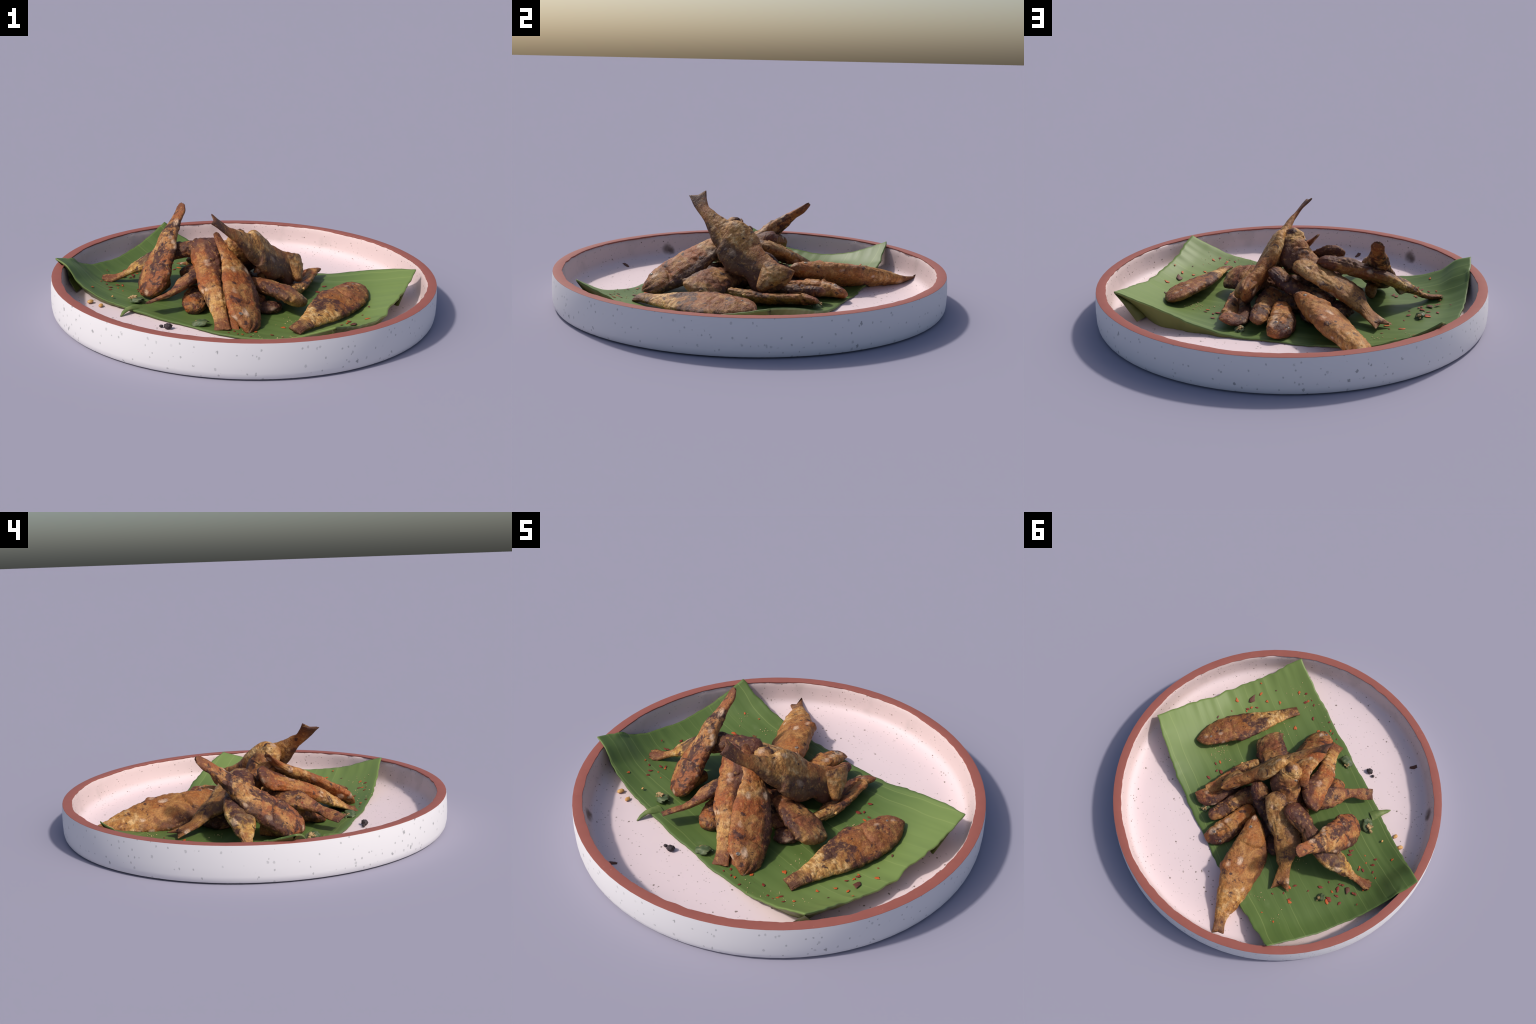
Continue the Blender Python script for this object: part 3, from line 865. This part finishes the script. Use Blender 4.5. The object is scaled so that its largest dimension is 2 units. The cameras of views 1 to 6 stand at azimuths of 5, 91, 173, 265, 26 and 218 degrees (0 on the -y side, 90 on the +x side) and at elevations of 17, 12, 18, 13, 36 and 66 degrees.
    # buried dark fish
    build_fish("buried", "charred dark fish buried mid pile", [
        (.115, .045, .235, .024, .024), (.090, .075, .238, .048, .038), (.040, .105, .190, .050, .042), (-.04, .13, .140, .052, .044), (-.12, .16, .125, .055, .05), (-.2, .19, .09, .04, .04)],
        VIEWS[6], dict(brown=(84, 52, 46), orange=(104, 60, 44), gold_amt=.1, char=.85, pale=.2, tip_dark=0, red=.9), 16, tail=False, gill=.3)
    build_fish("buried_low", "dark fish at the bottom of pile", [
        (.12, -.20, .075, .04, .03), (.05, -.15, .085, .06, .045), (-.05, -.08, .095, .065, .05), (-.15, 0, .12, .065, .06), (-.25, .07, .125, .06, .055), (-.36, .11, .105, .045, .04)],
        (0, 0, 5), dict(brown=(110, 66, 48), orange=(124, 74, 48), gold_amt=.2, char=.7, pale=.2, tip_dark=0), 17, tail=False, gill=.3)
    build_fish("flank_left", "golden brown fish flank under pile", [
        (-.470, -.160, .062, .026, .024), (-.455, -.11, .070, .036, .032), (-.435, -.05, .076, .040, .036), (-.41, .01, .082, .036, .032)],
        VIEWS[4], dict(brown=(150, 96, 52), gold=(196, 158, 86), gold_at=.3, gold_w=.3, gold_amt=.7, char=.5, pale=.4, tip_dark=0), 18, tail=False, gill=.4)


def build_shadow_fill():
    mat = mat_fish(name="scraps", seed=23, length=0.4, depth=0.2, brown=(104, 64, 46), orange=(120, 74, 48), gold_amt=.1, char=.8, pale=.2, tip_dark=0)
    for (x, y, z, a, b, c, yaw) in ((.150, -.225, .058, .065, .050, .028, .6), (-.02, -.10, .09, .12, .10, .06, 0), (.02, .08, .08, .10, .08, .05, 0),
                                    (-.20, .22, .070, .10, .07, .040, .9), (-.07, .24, .075, .06, .10, .045, 0)):
        bm = bmesh.new()
        bmesh.ops.create_icosphere(bm, subdivisions=5, radius=1)
        M = Matrix.Translation((x, y, z)) @ Matrix.Rotation(yaw, 4, "Z") @ Matrix.Diagonal((a, b, c, 1))
        for v in bm.verts:
            p = M @ v.co
            k = 0.28 * noise.noise(p * 14) + 0.16 * noise.noise(p * 34) + 0.08 * noise.noise(p * 80)
            v.co = v.co * (1 + k)
        bmesh.ops.transform(bm, matrix=M, verts=bm.verts)
        for v in bm.verts:
            v.co.z = max(v.co.z, 0.034)
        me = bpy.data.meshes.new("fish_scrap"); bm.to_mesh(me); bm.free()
        me.materials.append(mat)
        me.polygons.foreach_set("use_smooth", [True] * len(me.polygons))
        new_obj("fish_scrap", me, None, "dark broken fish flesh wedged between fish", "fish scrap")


# ------------------------------------------------------------------ garnish
FLAKES = [
    (0.640,-0.341,0.015,'o'),(0.553,-0.477,0.011,'o'),(0.492,-0.466,0.011,'o'),(0.570,-0.411,0.027,'d'),(0.541,-0.370,0.010,'o'),(0.552,-0.344,0.010,'r'),
    (0.516,-0.393,0.009,'r'),(0.618,-0.264,0.007,'r'),(0.426,-0.514,0.011,'o'),(0.550,-0.332,0.007,'o'),(0.651,-0.169,0.011,'d'),(0.372,-0.641,0.012,'o'),
    (0.332,-0.664,0.011,'r'),(0.302,-0.623,0.011,'r'),(0.291,-0.637,0.010,'o'),(0.276,-0.656,0.007,'r'),(0.245,-0.641,0.010,'r'),(0.190,-0.573,0.010,'r'),
    (0.238,-0.449,0.015,'o'),(0.112,-0.527,0.012,'o'),(0.052,-0.579,0.009,'o'),(0.094,-0.618,0.007,'r'),(0.030,-0.574,0.007,'r'),(0.009,-0.535,0.011,'r'),
    (-0.015,-0.560,0.007,'r'),(0.438,0.046,0.010,'o'),(0.450,0.074,0.009,'r'),(0.388,0.092,0.019,'r'),(0.412,0.105,0.010,'r'),(0.419,0.176,0.011,'r'),
    (0.593,-0.523,0.007,'o'),(0.493,-0.555,0.006,'d'),(0.642,-0.000,0.009,'r'),(-0.416,0.378,0.013,'o'),(-0.438,0.351,0.011,'r'),(-0.418,0.430,0.009,'r'),
    (-0.479,0.448,0.015,'o'),(-0.466,0.439,0.010,'r'),(-0.371,0.477,0.007,'r'),(-0.490,0.609,0.009,'o'),(-0.402,0.608,0.006,'o'),(-0.557,0.255,0.012,'r'),
    (-0.645,0.203,0.017,'r'),(-0.634,0.169,0.010,'r'),(-0.551,-0.035,0.012,'r'),(-0.562,-0.017,0.011,'r'),(-0.558,-0.046,0.009,'r'),(-0.662,0.023,0.011,'r'),
    (-0.657,0.010,0.009,'o'),(-0.684,0.014,0.010,'r'),(-0.709,-0.050,0.012,'r'),(-0.738,-0.013,0.011,'r'),(-0.774,0.006,0.007,'o'),(-0.699,-0.090,0.009,'r'),
    (-0.671,-0.037,0.007,'o'),(-0.637,-0.070,0.006,'o'),(-0.781,-0.143,0.010,'o'),(-0.730,0.160,0.009,'r'),(-0.744,0.158,0.010,'r'),(-0.762,0.109,0.009,'o'),
    (-0.644,0.282,0.022,'r'),(-0.643,0.301,0.015,'o'),(-0.665,0.238,0.012,'r'),(-0.706,0.263,0.015,'r'),(-0.652,0.162,0.011,'r'),(-0.693,0.173,0.022,'d'),
    (-0.791,0.203,0.007,'r'),(-0.577,0.200,0.009,'r'),(-0.629,0.234,0.009,'o'),(-0.517,0.323,0.006,'r'), (-0.504,-0.731,0.026,'d')]
SESAME_SPOTS = [(0.49,0.03),(0.42,-0.01),(0.18,-0.62),(0.38,-0.64),(-0.33,0.54),(-0.37,0.23),(-0.50,0.56),(0.51,0.02),(0.28,-0.62),(0.49,-0.03),(0.06,-0.49),(0.28,-0.40),(0.26,-0.34)]


def flake_mesh(name, mat, k):
    rnd = random.Random(k)
    n = 8
    verts, faces = [], []
    rad = [rnd.uniform(0.50, 1.25) for _ in range(n)]
    el = rnd.uniform(0.45, 0.85)
    for z, sc in ((0.0, 0.85), (0.14, 1.0), (0.30, 0.7)):
        for i in range(n):
            a = 2 * math.pi * i / n
            verts.append((math.cos(a) * rad[i] * sc, math.sin(a) * rad[i] * sc * el, z + 0.18 * (math.cos(a) * rad[i]) ** 2))
    for l in range(2):
        for i in range(n):
            j = (i + 1) % n
            faces.append((l * n + i, l * n + j, (l + 1) * n + j, (l + 1) * n + i))
    faces.append(tuple(range(n))[::-1])
    faces.append(tuple(range(2 * n, 3 * n)))
    return mesh_from(name, verts, faces, mat)


def surface_matrix(x, y, yaw, lift=0.0):
    e = 0.01
    z = leaf_surface(x, y)
    n = Vector((leaf_surface(x - e, y) - leaf_surface(x + e, y), leaf_surface(x, y - e) - leaf_surface(x, y + e), 2 * e)).normalized()
    m = (n.to_track_quat("Z", "Y").to_matrix() @ Matrix.Rotation(yaw, 3, "Z")).to_4x4()
    m.translation = Vector((x, y, z + 0.002 + lift))
    return m


def build_garnish():
    red = mat_plain("chili_red", (112, 42, 32), (138, 56, 38), 90, 0.5)
    orange = mat_plain("chili_orange", (204, 100, 40), (176, 78, 38), 90, 0.5)
    dark = mat_plain("chili_dark", (84, 48, 40), (110, 66, 48), 70, 0.5)
    root = new_obj("chili_flakes", None, None, "scattered red and orange dried chili flakes", "chili flakes")
    shapes = {c: [flake_mesh("chili_flake", m, i + ord(c)) for i in range(4)] for c, m in (("r", red), ("o", orange), ("d", dark))}
    rnd = random.Random(4)
    for i, (x, y, s, c) in enumerate(FLAKES):
        o = new_obj("chili_flake", shapes[c][i % 4], root)
        o.matrix_world = surface_matrix(x, y, rnd.uniform(0, 6.28)) @ Matrix.Diagonal((s * 1.2, s * 1.2, s * .4, 1))
    # sesame and crumbs: too small to count
    bm = bmesh.new()
    for cx, cy in SESAME_SPOTS:
        for _ in range(8):
            x, y = cx + rnd.gauss(0, .028), cy + rnd.gauss(0, .028)
            s = rnd.uniform(.0010, .0028)
            m = surface_matrix(x, y, rnd.uniform(0, 6.28), .0005) @ Matrix.Diagonal((s * 1.5, s, s * .7, 1))
            bmesh.ops.create_icosphere(bm, subdivisions=1, radius=1, matrix=m)
    me = bpy.data.meshes.new("sesame_crumbs"); bm.to_mesh(me); bm.free()
    me.materials.append(mat_plain("pale_crumb", (214, 188, 140), (196, 160, 112), 200, 0.5))
    o = new_obj("sesame_crumbs", me, None, "tiny pale sesame crumbs sprinkled over the leaf", "crumbs")
    o["kind"] = "stuff"

    # seeds lying on the plate beside the leaf, and one stuck to a fish
    seedm = mat_plain("pepper_seed", (220, 172, 104), (204, 150, 86), 60, 0.45)
    for x, y, z, s in ((-.764, -.25, .042, .018), (-.699, -.289, .039, .016), (.310, -.018, .095, .013), (-.660, -.205, .060, .008)):
        bm = bmesh.new()
        bmesh.ops.create_icosphere(bm, subdivisions=3, radius=1)
        for v in bm.verts:
            v.co *= 1 + 0.22 * noise.noise(v.co * 1.5 + Vector((x * 9, y * 9, 0)))
        bmesh.ops.transform(bm, matrix=Matrix.Translation((x, y, z)) @ Matrix.Rotation(x * 7, 4, "Z") @ Matrix.Diagonal((s, s * .7, s * .5, 1)), verts=bm.verts)
        me = bpy.data.meshes.new("pepper_seed"); bm.to_mesh(me); bm.free()
        me.materials.append(seedm)
        me.polygons.foreach_set("use_smooth", [True] * len(me.polygons))
        new_obj("pepper_seed", me, None, "pale yellow pepper seed", "seed")
    # peppercorns
    cornm = mat_plain("peppercorn_black", (44, 36, 40), (74, 62, 66), 120, 0.6, 0.8)
    for x, y, z, s in ((-.311, -.526, .044, .0165), (-.346, -.514, .038, .008)):
        bm = bmesh.new()
        bmesh.ops.create_icosphere(bm, subdivisions=3, radius=1)
        for v in bm.verts:
            v.co *= 1 + 0.3 * noise.noise(v.co * 2.2)
        bmesh.ops.transform(bm, matrix=Matrix.Translation((x, y, z)) @ Matrix.Diagonal((s * 1.2, s, s * .85, 1)), verts=bm.verts)
        me = bpy.data.meshes.new("peppercorn"); bm.to_mesh(me); bm.free()
        me.materials.append(cornm)
        me.polygons.foreach_set("use_smooth", [True] * len(me.polygons))
        new_obj("peppercorn", me, None, "wrinkled black peppercorn", "peppercorn")

    # green pepper pieces: a curled shard of thick skin with a clump of seedy flesh stuck to its hollow side
    skin = mat_plain("green_pepper_skin", (62, 80, 50), (98, 108, 72), 30, 0.55)
    flesh = mat_plain("pepper_flesh_seeds", (182, 152, 106), (132, 106, 68), 70, 0.6, 0.8)
    for (x, y, z, yaw, tilt, rad, ln, clump) in ((-.528, -.226, .060, 2.5, .25, .036, .085, (.22, .15, .42)), (-.165, -.478, .056, 2.9, .2, .034, .085, (.1, -.3, .0)),
                                                 (-.600, .308, .056, .6, .5, .024, .055, (.2, .3, .3)), (.300, .335, .050, 1.2, .2, .026, .06, (.1, .2, .4))):
        root = new_obj("green_pepper_slice", None, None, "curled dark green pepper slice with seeds", "pepper")
        root.matrix_world = Matrix.Translation((x, y, z)) @ Matrix.Rotation(yaw, 4, "Z") @ Matrix.Rotation(tilt, 4, "Y")
        rad *= 0.85
        ln *= 0.9
        verts, faces = [], []
        nu, nv = 18, 18
        for sh in (1.0, 0.74):
            for i in range(nu + 1):
                u = i / nu
                for j in range(nv + 1):
                    a = math.pi * (-0.08 + 1.12 * j / nv)
                    n1 = noise.noise(Vector((u * 3, a * 1.3, x * 9)))
                    n2 = noise.noise(Vector((a * 2, x * 5, 3)))
                    rr = rad * sh * (math.sin(math.pi * (0.12 + 0.8 * u)) ** 0.5) * (1 + 0.45 * n1)
                    verts.append(((u - 0.5) * ln * (1 + 0.3 * n2), rr * math.cos(a) * 1.1, rr * math.sin(a) * .6 - rad * .3))
        k = (nu + 1) * (nv + 1)
        id2 = lambda s, i, j: s * k + i * (nv + 1) + j
        for i in range(nu):
            for j in range(nv):
                faces.append((id2(0, i, j), id2(0, i + 1, j), id2(0, i + 1, j + 1), id2(0, i, j + 1)))
                faces.append((id2(1, i, j), id2(1, i, j + 1), id2(1, i + 1, j + 1), id2(1, i + 1, j)))
        for i in range(nu):
            for j in (0, nv):
                faces.append((id2(0, i, j), id2(0, i + 1, j), id2(1, i + 1, j), id2(1, i, j)))
        for j in range(nv):
            for i in (0, nu):
                faces.append((id2(0, i, j), id2(0, i, j + 1), id2(1, i, j + 1), id2(1, i, j)))
        me = mesh_from("pepper_skin", verts, faces, skin)
        bm = bmesh.new(); bm.from_mesh(me); bmesh.ops.recalc_face_normals(bm, faces=bm.faces); bm.to_mesh(me); bm.free()
        new_obj("pepper_skin", me, root)
        bm = bmesh.new()
        for q in range(14):
            s = rad * rnd.uniform(.12, .32)
            m = Matrix.Translation((clump[0] * ln + rnd.gauss(0, .16) * ln, clump[1] * rad + rnd.gauss(0, .3) * rad, clump[2] * rad + rnd.gauss(0, .12) * rad)) @ Matrix.Diagonal((s * 1.2, s, s * .6, 1))
            bmesh.ops.create_icosphere(bm, subdivisions=2, radius=1, matrix=m)
        for v in bm.verts:
            v.co *= 1 + 0.1 * noise.noise(v.co * 120)
        me = bpy.data.meshes.new("pepper_seeds"); bm.to_mesh(me); bm.free()
        me.materials.append(flesh)
        me.polygons.foreach_set("use_smooth", [True] * len(me.polygons))
        new_obj("pepper_seeds", me, root)


build_plate()
build_leaf()
build_all_fish()
build_shadow_fill()
build_garnish()
